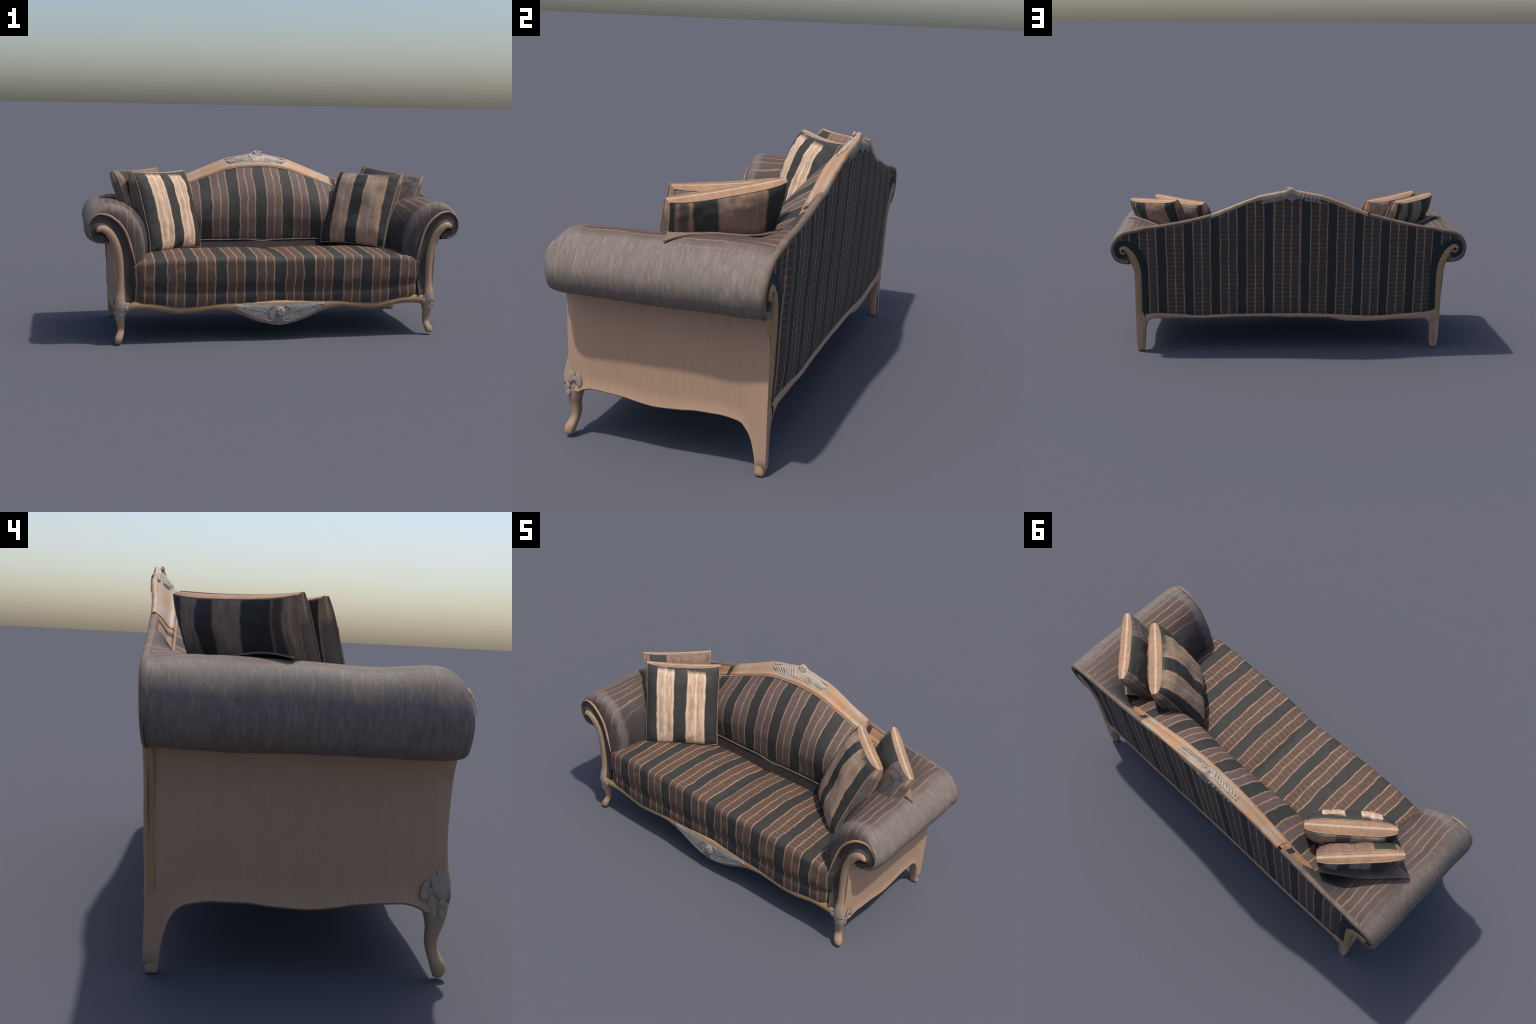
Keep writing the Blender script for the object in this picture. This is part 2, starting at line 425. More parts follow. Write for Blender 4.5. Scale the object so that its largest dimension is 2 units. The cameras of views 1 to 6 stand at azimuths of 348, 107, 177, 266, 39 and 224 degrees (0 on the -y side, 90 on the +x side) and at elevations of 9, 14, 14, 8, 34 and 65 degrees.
def outline_rear(s):
    """rear silhouette of one arm, from the end of the wooden rail round the scroll to the side panel"""
    pts = [(.44, .797), (.545, .770), (.645, .750), (.72, .737), (.80, .727), (.868, .711), (.915, .701), (.953, .678), (.982, .642),
           (.995, .603), (.989, .567), (.971, .537), (.941, .518), (.900, .513)]
    return [(s*q[0], q[1]) for q in (left(s, x, z) for x, z in curve(pts, 70))]
for s in (1, -1):
    P = outline_rear(s)
    path = []
    cx, cz = s*.90, .60
    for x, z in P:
        dx, dz = cx-x, cz-z
        if abs(x) < .86: dx, dz = 0, -1
        L = math.hypot(dx, dz); r = .012
        path.append((x+dx/L*r, y_rear(z)-.010, z+dz/L*r))
    V, F = tube(path, .0125, 10)
    mesh_object('rear_edge', V, F, M_rim, sofa)

# ------------------------------------------------------------------ top rail
def top_rail():
    def section(x):
        zt = crown(x); zr = z_rail(abs(x)); yb = y_rear(zt-.03)
        yt = y_rear(zt)
        w = mix(.052, .040, smooth(.1, .45, abs(x)))
        pts = [(yb-.012, zt-w), (yb+.001, zt-w+.003), (yb+.003, zt-w*.6), (yt, zt-.012), (yt-.003, zt-.003), (yt-.008, zt),
               (yt-.015, zt-.004), (mix(yt-.015, .302, .35), mix(zt, zr, .32)), (mix(yt-.015, .302, .75), mix(zt, zr, .72)),
               (.300, zr+.010), (.2965, zr+.003), (.300, zr-.004), (.320, zr-.008)]
        return curve(pts, 34)
    for name, a, b, mat in (('top_rail', -.425, .440, M_crest), ('rail_end_cover', .440, .560, M_cover), ('rail_end_cover', -.580, -.425, M_cover)):
        rows = []
        n = max(12, int(abs(b-a)/.008))
        for i in range(n+1):
            x = mix(a, b, i/n)
            g = .0015 if mat is M_crest else 0
            rows.append([(x, (y-(g if y < .34 else 0) if g else min(y, y_rear(z)-.012))+.0012*noise.noise((x*30, y*30, z*30)), z+g) for y, z in section(x)])
        loft(name, rows, mat, sofa, close_v=True, cap=True, angle=50)
    # thin tan welt under the rail
    for a, b in ((-.57, .56),):
        path = [(x, .293, z_rail(abs(x))-.002) for x in [mix(a, b, i/90) for i in range(91)]]
        V, F = tube(path, .0045, 8); mesh_object('rail_welt', V, F, M_pipe, sofa)

    # --- carved crest, front
    def face(x, h, lift=0.0):
        """point on the sloping front face of the rail; h 0 bottom .. 1 top"""
        zt = crown(x); zr = z_rail(abs(x)); yt = y_rear(zt)-.013
        n = Vector((0, -(zt-zr), yt-.300)).normalized()
        return Vector((x, mix(.300, yt, h), mix(zr, zt, h)))+n*lift
    bg = Bag()
    rows = []
    for i in range(61):
        x = mix(-.175, .175, i/60); e = 1-(abs(x)/.175)**6
        rows.append([face(x, mix(.52, h, e), (.0075 if .2 < h < .98 else .002)*e-.002) for h in (.20, .26, .35, .5, .65, .8, .92, .99)])
    bg.add(grid(rows))
    bg.make('crest_ground', M_carve, sofa, angle=80)
    for s in (-1, 1):
        for i in range(9):
            x0 = .026+.0165*i
            p0 = face(s*(x0+.018), .88-.02*i, .006); p1 = face(s*(x0-.016+(.006 if i < 3 else 0)), .30+.012*i, .006)
            mid = (p0+p1)/2; d = (p1-p0)/2
            side = Vector((d.z, 0, -d.x)).normalized()*(.0074+.0012*(i % 3))
            up = d.cross(side).normalized()*.0042
            V, F = blob(mid, side, up, d, 8, 10)
            mesh_object('carved_leaf', V, F, M_carve, sofa, angle=80)
        bd = Bag()
        for i in range(10):
            c = face(s*(.036+.0148*i), .92-.004*i, .003)
            bd.add(blob(c, (.0095, 0, -.0035*s), (0, .0038, -.002), (.003*s, .002, .006), 8, 6))
        bd.make('carved_beading', M_carve, sofa, angle=80)
    c = face(.010, .80, .005)
    V, F = blob(c, (.020, 0, 0), (0, -.008, -.004), (0, .006, .016), 14, 10)
    mesh_object('crest_rosette', V, F, M_carve, sofa, angle=80)
    for k in range(5):
        q = math.radians(-20+k*55)
        V, F = blob(c+Vector((.020*math.cos(q), .002, .012*math.sin(q))), (.011*math.cos(q), .003*math.sin(q), .008*math.sin(q)), (0, .005, 0), (-.005*math.sin(q), 0, .005*math.cos(q)), 8, 6)
        mesh_object('crest_petal', V, F, M_carve, sofa, angle=80)
    # --- carved crest, rear: fan and leaf strokes
    fan = Bag()
    for k in range(-3, 4):
        q = math.radians(90+k*17)
        d = Vector((math.cos(q), 0, math.sin(q)))*.026
        fan.add(blob(Vector((-.002+d.x*1.05, y_rear(.90)+.006, .873+.030*abs(math.sin(q))-.004)), d*.95, (0, .004, 0), Vector((-d.z, 0, d.x))*.16, 10, 8))
    for s in (-1, 1):
        for i in range(6):
            x = s*(.040+.022*i); z = crown(x)-.028
            fan.add(blob((x, y_rear(z)+.004, z), (.012*s, 0, .013), (0, .003, 0), (-.006, 0, .006*s), 8, 6))
    fan.make('rear_crest_carving', M_carve2, sofa, angle=80)
top_rail()

# ------------------------------------------------------------------ arms
PF = [(.745, .36), (.746, .415), (.757, .465), (.772, .52), (.79, .57), (.815, .61), (.842, .636), (.875, .656), (.918, .663), (.947, .649), (.964, .629), (.973, .603), (.972, .575), (.962, .549), (.944, .530), (.920, .521), (.885, .521)]
PA = [(.70, .36), (.692, .43), (.691, .50), (.702, .56), (.722, .610), (.752, .654), (.79, .688), (.83, .705), (.872, .710), (.913, .702), (.950, .679), (.979, .642), (.995, .603), (.991, .565), (.973, .535), (.935, .514), (.888, .510)]
PB = [(.50, .36), (.52, .45), (.55, .53), (.59, .60), (.64, .648), (.70, .684), (.76, .703), (.82, .714), (.872, .717), (.915, .706), (.953, .679), (.983, .643), (.997, .603), (.992, .566), (.973, .536), (.94, .516), (.892, .512)]
PC = [(.46, .60), (.47, .66), (.49, .71), (.52, .742), (.57, .758), (.64, .748), (.71, .737), (.79, .727), (.868, .709), (.913, .699), (.951, .676), (.980, .641), (.994, .602), (.988, .568), (.970, .538), (.94, .518), (.892, .514)]
KF, KA, KB, KC = (knots(p, 5) for p in (PF, PA, PB, PC))
y_front = table([(.172, -.354), (.205, -.354), (.28, -.341), (.36, -.337), (.48, -.337), (.52, -.337), (.60, -.338), (.68, -.328)])
def yF(x, z):
    """front plane of arm facings: posts hollow slightly, the scroll swells forward"""
    b = smooth(.80, .90, abs(x))*gauss(z-.585, .075)
    return y_front(z) - .009*b - .006*smooth(.80, .74, abs(x)) + .007*smooth(.935, .99, abs(x))

def arm(s):
    rows = []
    nf = 10
    for k in range(nf+1):
        q = math.pi/2*k/nf; t = math.sin(q)
        row = []
        for f, a in zip(KF, KA):
            x, z = mix(f[0], a[0], t), mix(f[1], a[1], t)
            y = mix(yF(*f)+.004, -.272, 1-math.cos(q))
            row.append((s*x, y, z))
        rows.append(row)
    ys = [-.25, -.235, -.21, -.18, -.15, -.12, -.09, -.06, -.03, 0, .03, .06, .09, .12, .15, .18, .21, .235, .255, .275, .29, .303, .314, .323, .330, .335]
    for y in ys:
        t = smooth(-.26, .16, y); c = smooth(.225, .335, y)**1.5
        row = []
        for a, b, e in zip(KA, KB, KC):
            x = mix(mix(a[0], b[0], t), e[0], c); z = mix(mix(a[1], b[1], t), e[1], c)
            lx, lz = left(s, x, z); k = smooth(-.30, -.15, y); x, z = mix(x, lx, k), mix(z, lz, k)
            w = .004*noise.noise((x*6, y*9, z*6+s)) + .0016*noise.noise((x*14, y*60, z*14))
            row.append((s*(x+w), y, z+w))
        rows.append(row)
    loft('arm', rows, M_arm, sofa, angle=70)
    # piping round the front facing
    k0 = 5
    path = [(s*x, yF(x, z)-.001, z) for x, z in curve(PF[1:], 80)]
    rad = [.0062*min(1, .35+4*i/79)*(.12+.88*smooth(56, 40, i)) for i in range(80)]
    V, F = tube(path[:58], rad[:58], 10); mesh_object('arm_piping', V, F, M_pipe, sofa)

    # dark cloth facing between piping and the wooden scroll
    ctr = (s*.897, -.318, .580)
    cap = [(s*x, yF(x, z)+.010, z) for x, z in curve(PF[5:], 60)]
    mesh_object('scroll_back', [ctr]+cap, [(0, i, i+1) for i in range(1, 60)]+[(0, 60, 1)], M_facing, sofa)
    A = curve([(.764, .212), (.758, .27), (.752, .33), (.746, .40), (.757, .465), (.772, .52), (.79, .57), (.815, .61), (.842, .636), (.875, .656), (.918, .663), (.947, .649), (.964, .629), (.973, .603), (.972, .575), (.962, .549), (.944, .530), (.920, .521), (.885, .521)], 120)
    B = curve([(.800, .222), (.801, .27), (.800, .33), (.8005, .39), (.803, .445), (.815, .505), (.836, .555), (.862, .588), (.889, .606), (.908, .609), (.925, .604), (.936, .592), (.938, .578), (.932, .566), (.92, .560), (.908, .558), (.898, .552), (.888, .54), (.880, .525)], 120)
    rows = []
    for (ax, az), (bx, bz) in zip(A, B):
        w = math.dist((ax, az), (bx, bz))
        rows.append([(s*mix(ax, bx, t), yF(mix(ax, bx, t), mix(az, bz, t))+.003+min(.010, w*.2)*math.sin(math.pi*t**.8), mix(az, bz, t)) for t in [k/8 for k in range(9)]])
    loft('arm_facing', rows, M_facing, sofa, angle=70)

    # wooden scroll post on the front
    def ribbon(name, I, O, yfun, sgn, h, back, mat, n=90):
        I, O = curve(I, n), curve(O, n); rows = []
        for (ix, iz), (ox, oz) in zip(I, O):
            w = math.dist((ix, iz), (ox, oz)); hh = min(h, w*.45)
            row = [(s*ix, yfun(ix, iz)-sgn*back, iz)]
            for k in range(11):
                t = k/10; x, z = mix(ix, ox, t), mix(iz, oz, t)
                row.append((s*x, yfun(x, z)+sgn*hh*(math.sin(math.pi*t)**.55), z))
            row.append((s*ox, yfun(ox, oz)-sgn*back, oz))
            rows.append(row)
        return loft(name, rows, mat, sofa, close_v=True, cap=True, angle=60)
    I = [(.793, .190), (.797, .23), (.800, .30), (.800, .37), (.803, .445), (.815, .505), (.836, .555), (.862, .588), (.889, .606), (.908, .609), (.925, .604), (.936, .590), (.935, .577)]
    O = [(.850, .190), (.845, .23), (.839, .29), (.838, .36), (.842, .42), (.851, .47), (.863, .508), (.876, .536), (.892, .560), (.903, .570), (.913, .575), (.922, .574), (.929, .572)]
    ribbon('arm_post', I, O, lambda x, z: yF(x, z)+.004, -1, .012, .020, M_knee)

    # rear scroll: dark band and wooden strip
    yb = lambda x, z: y_rear(z)-.004
    BO = [(.792, .212), (.793, .30), (.793, .40), (.792, .468), (.802, .541), (.830, .592), (.868, .631), (.912, .647), (.953, .636), (.974, .608), (.971, .572), (.955, .552), (.938, .545), (.922, .549), (.912, .556)]
    BI = [(.832, .212), (.830, .30), (.828, .40), (.830, .468), (.841, .521), (.864, .574), (.893, .606), (.914, .620), (.936, .616), (.946, .600), (.944, .582), (.937, .573), (.929, .569), (.921, .566), (.914, .562)]
    ribbon('rear_band', BO, BI, yb, 1, .003, .004, M_rearband)
    I2 = [(.826, .190), (.830, .25), (.828, .33), (.828, .40), (.830, .468), (.841, .521), (.864, .574), (.891, .604), (.913, .620), (.935, .616), (.947, .600), (.942, .576), (.925, .567), (.913, .572), (.912, .585)]
    O2 = [(.862, .190), (.862, .25), (.862, .33), (.864, .40), (.868, .455), (.876, .495), (.889, .535), (.903, .570), (.914, .598), (.926, .604), (.934, .597), (.932, .584), (.925, .580), (.920, .582), (.918, .588)]
    ribbon('rear_scroll', I2, O2, yb, 1, .009, .014, M_wood)

    # tan side panel with shaped lower edge
    zb = table([(-.30, .155), (-.290, .163), (-.273, .171), (-.246, .177), (-.148, .172), (-.084, .162), (-.033, .157), (.045, .161), (.109, .167), (.173, .167), (.236, .158), (.262, .142), (.275, .118), (.284, .090), (.290, .06), (.296, .02)])
    xpan = table([(-.345, .842), (-.32, .852), (-.28, .860), (-.2, .867), (0, .868), (.2, .865), (.33, .8645)])
    rows = []
    ys = [-.338+.048*k/6 for k in range(6)]+[-.29+.56*k/50 for k in range(50)]+[.27+.058*k/12 for k in range(13)]
    for y in [-.3385]+ys:
        lo = (zb(y) if y > -.30 else .155)+(.006 if s > 0 and y < .25 else 0)
        xo = xpan(y)-(.003+.006*smooth(0, .3, y) if s < 0 else 0)
        e = smooth(-.30, -.335, y)
        row = [(s*(xo-.030), y, lo+.002), (s*(xo-.008), y, lo), (s*(xo-.001), y, lo+.006)]
        for k in range(1, 16):
            z = mix(lo+.006, .525, k/15)
            row.append((s*(xo+.004*math.sin(math.pi*k/15)+.027*smooth(.475, .515, z)-(.013 if s < 0 else .006)*smooth(.42, .20, z)*smooth(.32, .22, y)), y, z))
        rows.append(row)
    rows[0] = [(s*.826, -.330, p[2]) for p in rows[1]]
    rows.append([(s*.832, .327, p[2]) for p in rows[-1]])
    loft('side_panel', rows, M_side, sofa, angle=50)

    # ---------------- front cabriole leg: sections (z, x in, x out, y front, y back)
    lift = .012 if s > 0 else .004
    S = [(.245, .798, .843, -.335, -.285), (.215, .786, .849, -.344, -.285), (.190, .782, .852, -.3475, -.283), (.165, .790, .852, -.345, -.287), (.140, .797, .848, -.339, -.292), (.115, .800, .841, -.331, -.295),
         (.090, .800, .836, -.324, -.295), (.072, .801, .835, -.324, -.297), (.055, .803, .840, -.332, -.301), (.038, .808, .848, -.341, -.306), (.024, .812, .850, -.344, -.310), (.012, .817, .848, -.341, -.314), (lift, .824, .843, -.335, -.317)]
    S = [(z, a, b, c-.010-.006*smooth(.2, .1, z), d-.008-.008*smooth(.2, .1, z)) for z, a, b, c, d in S]
    rows = []
    for z, xi, xo, yf, yb_ in curve(S, 44):
        cx, cy, rx, ry = (xi+xo)/2, (yf+yb_)/2, (xo-xi)/2, (yb_-yf)/2
        row = []
        for k in range(20):
            q = 2*math.pi*k/20; c, d = math.cos(q), math.sin(q)
            ex = .72
            row.append((s*(cx+rx*math.copysign(abs(c)**ex, c)), cy+ry*math.copysign(abs(d)**ex, d), z))
        rows.append(row)
    loft('front_leg', rows, M_knee, sofa, close_v=True, cap=True, angle=60)
    # carved knee: upright acanthus leaves, side cartouche
    kn = Bag()
    for x, z, w, l, tl, up in ((.821, .222, .013, .040, .0, .0), (.802, .203, .013, .022, .45, .0), (.838, .205, .012, .024, -.35, .0), (.820, .188, .018, .020, .0, .004), (.791, .186, .010, .013, .3, .001), (.822, .160, .010, .020, .0, .003)):
        d = Vector((s*math.sin(tl), 0, math.cos(tl)))*l
        kn.add(blob((s*x, -.350-.005*smooth(.23, .18, z)+.011*smooth(.20, .25, z)+.004*smooth(.18, .15, z)-up*.5, z), Vector((d.z, 0, -d.x)).normalized()*w, (0, .0032, 0), d, 14, 10))
    kn.make('knee_leaves', M_knee, sofa, angle=80)
    kn = Bag()
    for y, z, a, b, tl in ((-.322, .214, .011, .024, .5), (-.296, .208, .011, .024, -.15), (-.309, .210, .010, .008, 0), (-.334, .184, .008, .011, 0), (-.334, .160, .007, .012, .2)):
        d = Vector((0, math.sin(tl), math.cos(tl)))
        kn.add(blob((s*mix(.853, .862, smooth(-.335, -.29, y))-s*(.013 if s < 0 else .006)*smooth(-.33, -.29, y)+s*.002, y, z), (s*.0022, 0, 0), Vector((0, d.z, -d.y))*a, d*b, 14, 8))
    kn.make('knee_carving', M_knee, sofa, angle=80)

    # ---------------- rear leg
    zl = 0.0
    S = [(.23, .826, .8635, .262, .330), (.20, .812, .8635, .25, .330), (.175, .800, .8635, .255, .329), (.155, .807, .8635, .262, .328), (.125, .814, .8635, .272, .327), (.09, .817, .8635, .281, .324), (.05, .818, .863, .289, .322), (.02, .822, .866, .292, .323), (.006, .825, .866, .293, .323), (zl, .829, .862, .296, .320)]
    if s < 0: S = [(z, a-.010, b-.0125, c, d) for z, a, b, c, d in S]
    rows = []
    for z, xi, xo, yf, yb_ in curve(S, 34):
        cx, cy, rx, ry = (xi+xo)/2, (yf+yb_)/2, (xo-xi)/2, (yb_-yf)/2
        row = []
        for k in range(20):
            q = 2*math.pi*k/20; c, d = math.cos(q), math.sin(q); ex = .5
            row.append((s*(cx+rx*math.copysign(abs(c)**ex, c)), cy+ry*math.copysign(abs(d)**ex, d), max(0, z)))
        rows.append(row)
    loft('rear_leg', rows, M_legw, sofa, close_v=True, cap=True, angle=60)
    kn = Bag()
    for k in range(3):
        kn.add(blob((s*(.838+.006*(k-1)), .3275, .205-.004*k), Vector((s*.006, 0, .004)), (0, .003, 0), Vector((s*(.008*(1-k)), 0, .024)), 8, 8))
    kn.make('rear_knee_carving', M_legw, sofa, angle=80)
for s in (1, -1): arm(s)

# ------------------------------------------------------------------ aprons
def aprons():
    N = 200
    swell = lambda x: .001*gauss(x, .19)
    rows = []
    for i in range(N+1):
        x = mix(-.80, .80, i/N); a = abs(x)
        t, b = rail_top_f(a), rail_bot_f(a); y0 = -.349-swell(x)+.002*smooth(.6, .8, a)
        b = min(b, t-.025)
        pts = [(-.30, t), (y0+.012, t+.006), (y0+.002, t+.003), (y0-.004, t-.008), (y0-.007, mix(t, b, .5)), (y0-.004, b+.010), (y0+.004, b+.001), (y0+.018, b), (-.29, b+.006)]
        rows.append([(x, y, z+.0012*noise.noise((x*20, y*20, z*20))) for y, z in curve(pts, 22)])
    loft('front_apron', rows, M_wood, sofa, angle=60)
    # carved drop: grey ground panel
    def fy(x): return -.349-swell(x)-.0065
    lo = table([(0, .078), (.06, .088), (.12, .106), (.18, .133), (.22, .158), (.245, .176)])
    hi = table([(0, .190), (.12, .192), (.2, .194), (.235, .193), (.245, .188)])
    rows = []
    for i in range(81):
        x = mix(-.243, .243, i/80); a = abs(x)
        row = []
        for k in range(13):
            h = k/12; z = mix(lo(a), hi(a), h)
            edge = min(1, 5*min(h, 1-h)+.0)*min(1, (.245-a)/.02)
            row.append((x, fy(x)-.0035*edge+.003*(1-edge)+.0015*noise.noise((x*40, z*40, 2)), z))
        rows.append(row)
    loft('carved_panel', rows, M_carve2, sofa, angle=80)
    # rosette medallion with its ring
    c = Vector((.002, fy(0)+.001, .149))
    V, F = blob(c, (.027, 0, 0), (0, -.014, 0), (0, 0, .029), 20, 14)
    mesh_object('medallion', V, F, M_carve2, sofa, angle=80)
    ring = [(c.x+.037*math.cos(q), c.y+.004, c.z+.034*math.sin(q)+.001) for q in [math.radians(-60+300*k/40) for k in range(41)]]
    V, F = tube(ring, [.0045*(.4+.6*math.sin(math.pi*k/40)) for k in range(41)], 8)
    mesh_object('medallion_ring', V, F, M_carve2, sofa, angle=80)
    pet = Bag()
    for k in range(6):
        q = math.radians(k*60+20)
        pet.add(blob(c+Vector((.013*math.cos(q), -.0100, .014*math.sin(q))), (.009*math.cos(q), 0, .009*math.sin(q)), (0, .006, 0), (-.0045*math.sin(q), 0, .0045*math.cos(q)), 8, 6))
    pet.make('medallion_petals', M_legw, sofa, angle=80)
    # incised scroll lines and leaf ridges either side
    sc = Bag(); lf = Bag()
    for s in (-1, 1):
        path = curve([(s*.012, .118), (s*.022, .103), (s*.050, .102), (s*.10, .117), (s*.16, .140), (s*.21, .164), (s*.232, .172)], 50)
        sc.add(tube([(x, fy(x)-.003, z) for x, z in path], [.0028*(1-.5*k/49) for k in range(50)], 6))
        path = curve([(s*.03, .183), (s*.052, .170), (s*.056, .145), (s*.045, .120), (s*.03, .112)], 30)
        sc.add(tube([(x, fy(x)-.003, z) for x, z in path], .0026, 6))
        for k in range(8):
            x = .080+.0195*k; z = .150+.0042*k+.004*(k % 2); l = .030-.0024*k
            d = Vector((-s*l*.80, 0, -l*.60))
            lf.add(blob((s*x, fy(x)-.0015, z), Vector((d.z, 0, -d.x)).normalized()*(.0050+.0012*(k % 3)), (0, .0030, 0), d*.8, 8, 8))
        lf.add(blob((s*.232, fy(.232)-.002, .183), (.010, 0, 0), (0, .004, 0), (0, 0, .007), 10, 8))
    sc.make('carved_scroll_line', M_groove, sofa, angle=80)
    lf.make('carved_foliage', M_carve2, sofa, angle=80)

    rows = []
    for i in range(N+1):
        x = mix(-.815, .815, i/N)
        t, b = rail_top_b(x), rail_bot_b(x); b = min(b, t-.014); y0 = .326
        pts = [(.28, t-.002), (y0-.006, t+.004), (y0+.002, t+.001), (y0+.005, mix(t, b, .5)), (y0+.001, b+.004), (y0-.01, b), (.28, b+.004)]
        rows.append([(x, y, z+.001*noise.noise((x*20, y*20, z*20))) for y, z in curve(pts, 18)])
    loft('rear_apron', rows, M_legw, sofa, angle=60)
aprons()

# ------------------------------------------------------------------ throw cushions
CREAM = (.66, .48, .335); GOLD = (.46, .285, .170); ORANGE = (.42, .235, .125)

def cushion_front(name, bands, light, lit, streak, W, top=None):
    """dark cloth with two pale vertical stripes; bands = (from, to) across the width"""
    m = Nodes(name, .7, .3)
    w = m.noise((1, 1, 1), 2, .5, (1, 2, 3), 9)
    t = m.math('ADD', m.math('MULTIPLY_ADD', m.x, 1/W, .5), m.math('MULTIPLY_ADD', w, .05, -.025))
    dk = m.vary(DARK, .2, 24)
    sw = m.noise((1, .07, 1), 4, .65, (0, 0, 0), 75)
    pale = m.mixc(m.ramp(sw, [(.35, 0.0), (.65, 1.0)]), light, lit)
    col = dk
    for a, b in bands:
        mid = (a+b)/2
        c = m.mixc(m.math('MULTIPLY', m.line(t, mid, .022), m.ramp(sw, [(.3, .25), (.7, .8)])), pale, streak)
        edge = m.math('MAXIMUM', m.line(t, a+.012, .022), m.line(t, b-.012, .022))
        c = m.mixc(m.math('MULTIPLY', edge, .5), c, (min(1, lit[0]*1.15), lit[1]*1.15, lit[2]*1.15))
        mask = m.band(t, a, b, .014)
        if top is not None:
            yy = m.math('ADD', m.y, m.math('MULTIPLY_ADD', m.noise(size=26, off=(2, 7, 1)), .03, -.015))
            yy = m.math('ADD', yy, m.math('MULTIPLY', m.x, .06))
            mask = m.math('MULTIPLY', mask, m.ramp(yy, [(0.0, 1.0), (top, 1.0), (top+.018, 0.0)]))
        col = m.mixc(mask, col, c)
    hgt = m.math('ADD', sw, m.math('MULTIPLY', m.noise((1, 2.5, 1), 4, .6, (4, 4, 4), 22), 1.2))
    return m.done(col, hgt, .3, .003)

def cushion_back(name, bands, W, base):
    m = Nodes(name, .72, .25)
    w = m.noise((1, .6, 1), 3, .5, (1, 2, 3), 10)
    t = m.math('ADD', m.math('MULTIPLY_ADD', m.x, 1/W, .5), m.math('MULTIPLY_ADD', w, .10, -.05))
    sw = m.noise((1, .2, 1), 4, .6, (0, 0, 0), 40)
    col = m.mixc(m.ramp(sw, [(.35, 0.0), (.65, 1.0)]), base, tuple(min(1, c*1.7) for c in base))
    for a, b, c in bands:
        col = m.mixc(m.band(t, a, b, .02), col, m.vary(c, .18, 25))
    return m.done(col, sw, .25, .003)

def gusset(name, top):
    m = Nodes(name, .7, .25)
    n = m.noise((1, 1, 1), 4, .6, (2, 2, 0), 16)
    col = m.mixc(m.ramp(n, [(.35, 0.0), (.65, 1.0)]), (.30, .185, .115), ORANGE)
    col = m.mixc(m.math('MULTIPLY', m.line(m.z, .004, .006), .7), col, (.58, .44, .34))
    side = m.mixc(n, (.085, .067, .058), (.20, .150, .118))
    col = m.mixc(m.ramp(m.math('ADD', m.y, m.math('MULTIPLY', n, .03)), [(0.0, 0.0), (top, 0.0), (top+.03, 1.0)]), side, col)
    return m.done(m.vary(col, .15, 60), n, .2, .003)
M_gus = gusset('orange_gusset_cloth', .165); M_gusb = gusset('orange_gusset_cloth_small', .125)
M_cpipe = plain('cushion_piping_cloth', (.34, .22, .14), .25, 40)

def cushion(TL, TR, down, bottom_w, mats, thick, gus, label, seed):
    """box cushion: TL/TR top corners of the middle plane, `down` vector of the side edges"""
    TL, TR, D = Vector(TL), Vector(TR), Vector(down)
    U = (TR-TL); W = U.length; u = U.normalized()
    D = D-u*D.dot(u)*0.0
    v = (-(D-u*D.dot(u))).normalized(); w = u.cross(v).normalized(); H = -D.dot(v)
    shear = D.dot(u)
    C = TL+U/2+D/2
    M = Matrix((u, v, w)).transposed().to_4x4(); M.translation = C
    n = 32
    rnd = random.Random(seed)
    def plan(a, b):
        x = a*W/2*(1-.018*(1-b*b))*(mix(1, bottom_w, (1-b)/2)); y = b*H/2*(1-.026*(1-a*a))
        return x - (b-1)/2*shear, y
    def gw(a, b):
        # the gusset narrows to a point at the corners
        return gus*(1-.55*(max(abs(a), abs(b))*min(abs(a), abs(b)))**5)
    V = []; F = []; I = []
    def side(sgn):
        o = len(V)
        for i in range(n+1):
            for j in range(n+1):
                a = math.sin(math.pi/2*(2*i/n-1)); b = math.sin(math.pi/2*(2*j/n-1))
                x, y = plan(a, b)
                k = smooth(.55, 1, max(abs(a), abs(b)))*(1-.7*(abs(a*b))**4)
                if sgn > 0: x *= 1-.018*k; y *= 1-.06*k if b > 0 else 1-.004*k
                else: x *= 1-.012*k; y *= 1-.012*k
                f = max(0, (1-abs(a)**2.6)*(1-abs(b)**2.6))**.55
                z = sgn*(gw(a, b)+thick*f)
                z += .010*f*noise.noise((a*2.2+seed, b*2.2, sgn*3))+.005*min(1, 3*f)*noise.noise((a*5, b*7+seed, sgn))+.002*min(1, 4*f)*noise.noise((a*14, b*11, seed+sgn))
                V.append((x, y, z))
        for i in range(n):
            for j in range(n):
                k = o+i*(n+1)+j
                F.append((k, k+1, k+n+2, k+n+1)); I.append(0 if sgn > 0 else 1)
    side(1); side(-1)
    ring = [i*(n+1) for i in range(n)]+[n*(n+1)+j for j in range(n)]+[(n-i)*(n+1)+n for i in range(n)]+[n-j for j in range(n)]
    off = (n+1)**2; L = len(ring)
    midv = []
    for r in ring:
        p, q = Vector(V[r]), Vector(V[r+off]); c = (p+q)/2; c.x = mix(p.x, q.x, .9); c.y = mix(p.y, q.y, .9)
        c.x *= 1.018; c.y *= 1.018
        midv.append(len(V)); V.append(tuple(c))
    for k in range(L):
        a, b = ring[k], ring[(k+1) % L]
        F.append((a, b, midv[(k+1) % L], midv[k])); I.append(2)
        F.append((midv[k], midv[(k+1) % L], b+off, a+off)); I.append(2)
    ob = mesh_object('throw_cushion', V, F, mats, None, midx=I, angle=75)
    ob.matrix_world = M
    ob['label'] = label; ob['category'] = 'cushion'
    for o in (0, off):
        V2, F2 = tube([V[r+o] for r in ring], .0028, 6, close=True)
        p = mesh_object('cushion_piping', V2, F2, M_cpipe, ob, angle=80)
    return ob

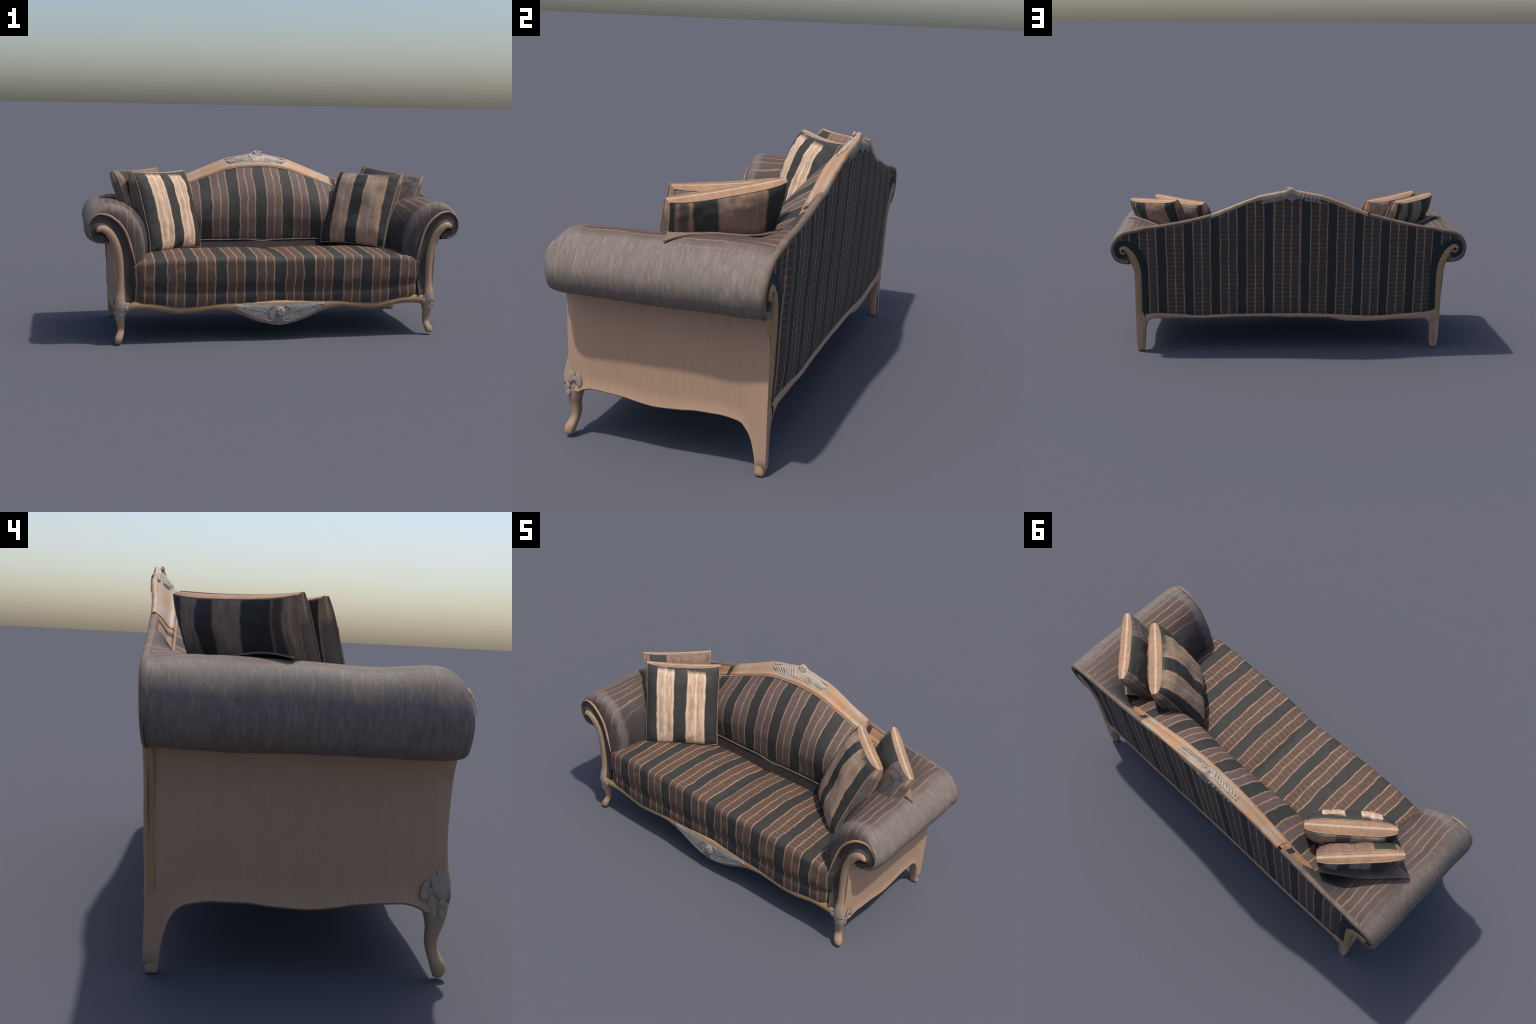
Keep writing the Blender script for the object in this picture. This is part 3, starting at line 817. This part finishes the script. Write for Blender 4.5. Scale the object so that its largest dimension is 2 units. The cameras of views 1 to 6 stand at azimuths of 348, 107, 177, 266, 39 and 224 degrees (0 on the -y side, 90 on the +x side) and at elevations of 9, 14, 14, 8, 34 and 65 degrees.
WF = .408
matL = [cushion_front('cream_striped_front', ((.17, .39), (.56, .80)), (.42, .245, .145), CREAM, (.72, .58, .48), WF, .176),
        cushion_back('cushion_rear_brown', ((.0, .12, DARK), (.5, .66, (.12, .095, .085))), WF, (.28, .205, .148)), M_gus]
matR = [cushion_front('gold_striped_front', ((.12, .35), (.52, .82)), (.30, .185, .112), (.40, .262, .170), (.36, .33, .34), WF, .182),
        cushion_back('cushion_rear_tan', ((.0, .10, DARK),), WF, (.20, .145, .11)), M_gus]
WB = .38
backL = [cushion_front('dark_front_left', ((-.3, .10), (.34, 1.2),), (.15, .095, .068), (.25, .15, .10), (.2, .13, .09), WB),
         cushion_back('cushion_rear_patch', ((.04, .06, TAN), (.10, .17, (.08, .06, .055)), (.18, .40, DARK), (.63, .76, (.05, .045, .045)), (.91, 1.1, DARK)), WB, (.19, .135, .105)), M_gusb]
backR = [cushion_front('dark_front_right', ((-.2, .10), (.66, 1.2)), (.080, .062, .058), (.165, .125, .112), (.12, .1, .09), WB),
         cushion_back('cushion_rear_bands', ((-.1, .20, DARK), (.63, .83, DARK), (.86, .93, (.09, .068, .055)), (.96, 1.1, DARK)), WB, (.20, .125, .085)), M_gusb]

cushion((-.748, -.042, .848), (-.446, .212, .839), (.083, -.114, -.415), 1.0, matL, .052, .032, 'square dark throw cushion with two cream stripes', 3)
cushion((.493, .214, .832), (.774, -.039, .834), (-.133, -.108, -.395), 1.03, matR, .048, .030, 'square dark throw cushion with two golden stripes', 11)
cushion((-.840, .023, .848), (-.587, .291, .848), (.100, -.105, -.330), .97, backL, .034, .026, 'brown throw cushion leaning behind another', 19)
cushion((.622, .292, .863), (.894, .028, .822), (-.105, -.10, -.310), .97, backR, .032, .025, 'brown and orange throw cushion leaning behind another', 23)

# cloth folded out under the two rear cushions, lying on the arms
arm_z = table([(.50, .50), (.55, .56), (.60, .615), (.66, .655), (.72, .680), (.78, .697), (.83, .707), (.872, .709), (.913, .701), (.951, .678)])
def fold(s, outer, inner, zin):
    A = curve([outer, tuple(mix(a, b, .5)+d for a, b, d in zip(outer, inner, (s*.012, .010, -.004))), inner], 24)
    rows = []
    for k, p in enumerate(A):
        t = k/23; p = Vector(p)
        q = Vector((p.x-s*.095, p.y-.012-.085*t, zin))
        row = []
        for j in range(9):
            h = j/8; c = p.lerp(q, h); c.z = mix(max(p.z, arm_z(abs(p.x))+.012), max(arm_z(abs(c.x))+(.020 if s > 0 else .008), .695), smooth(0, .5, h))+.003*noise.noise((c.x*14, c.y*14, s))
            row.append(c)
        row2 = [c-Vector((0, 0, .004+.004*j/8)) for j, c in enumerate(row)]
        rows.append(row+row2[::-1])
    loft('cushion_fold', rows, M_fold, sofa, close_v=True, cap=True, angle=70)
fold(-1, (-.908, .034, .713), (-.610, .285, .705), .722)
fold(1, (.930, .018, .707), (.640, .285, .705), .722)
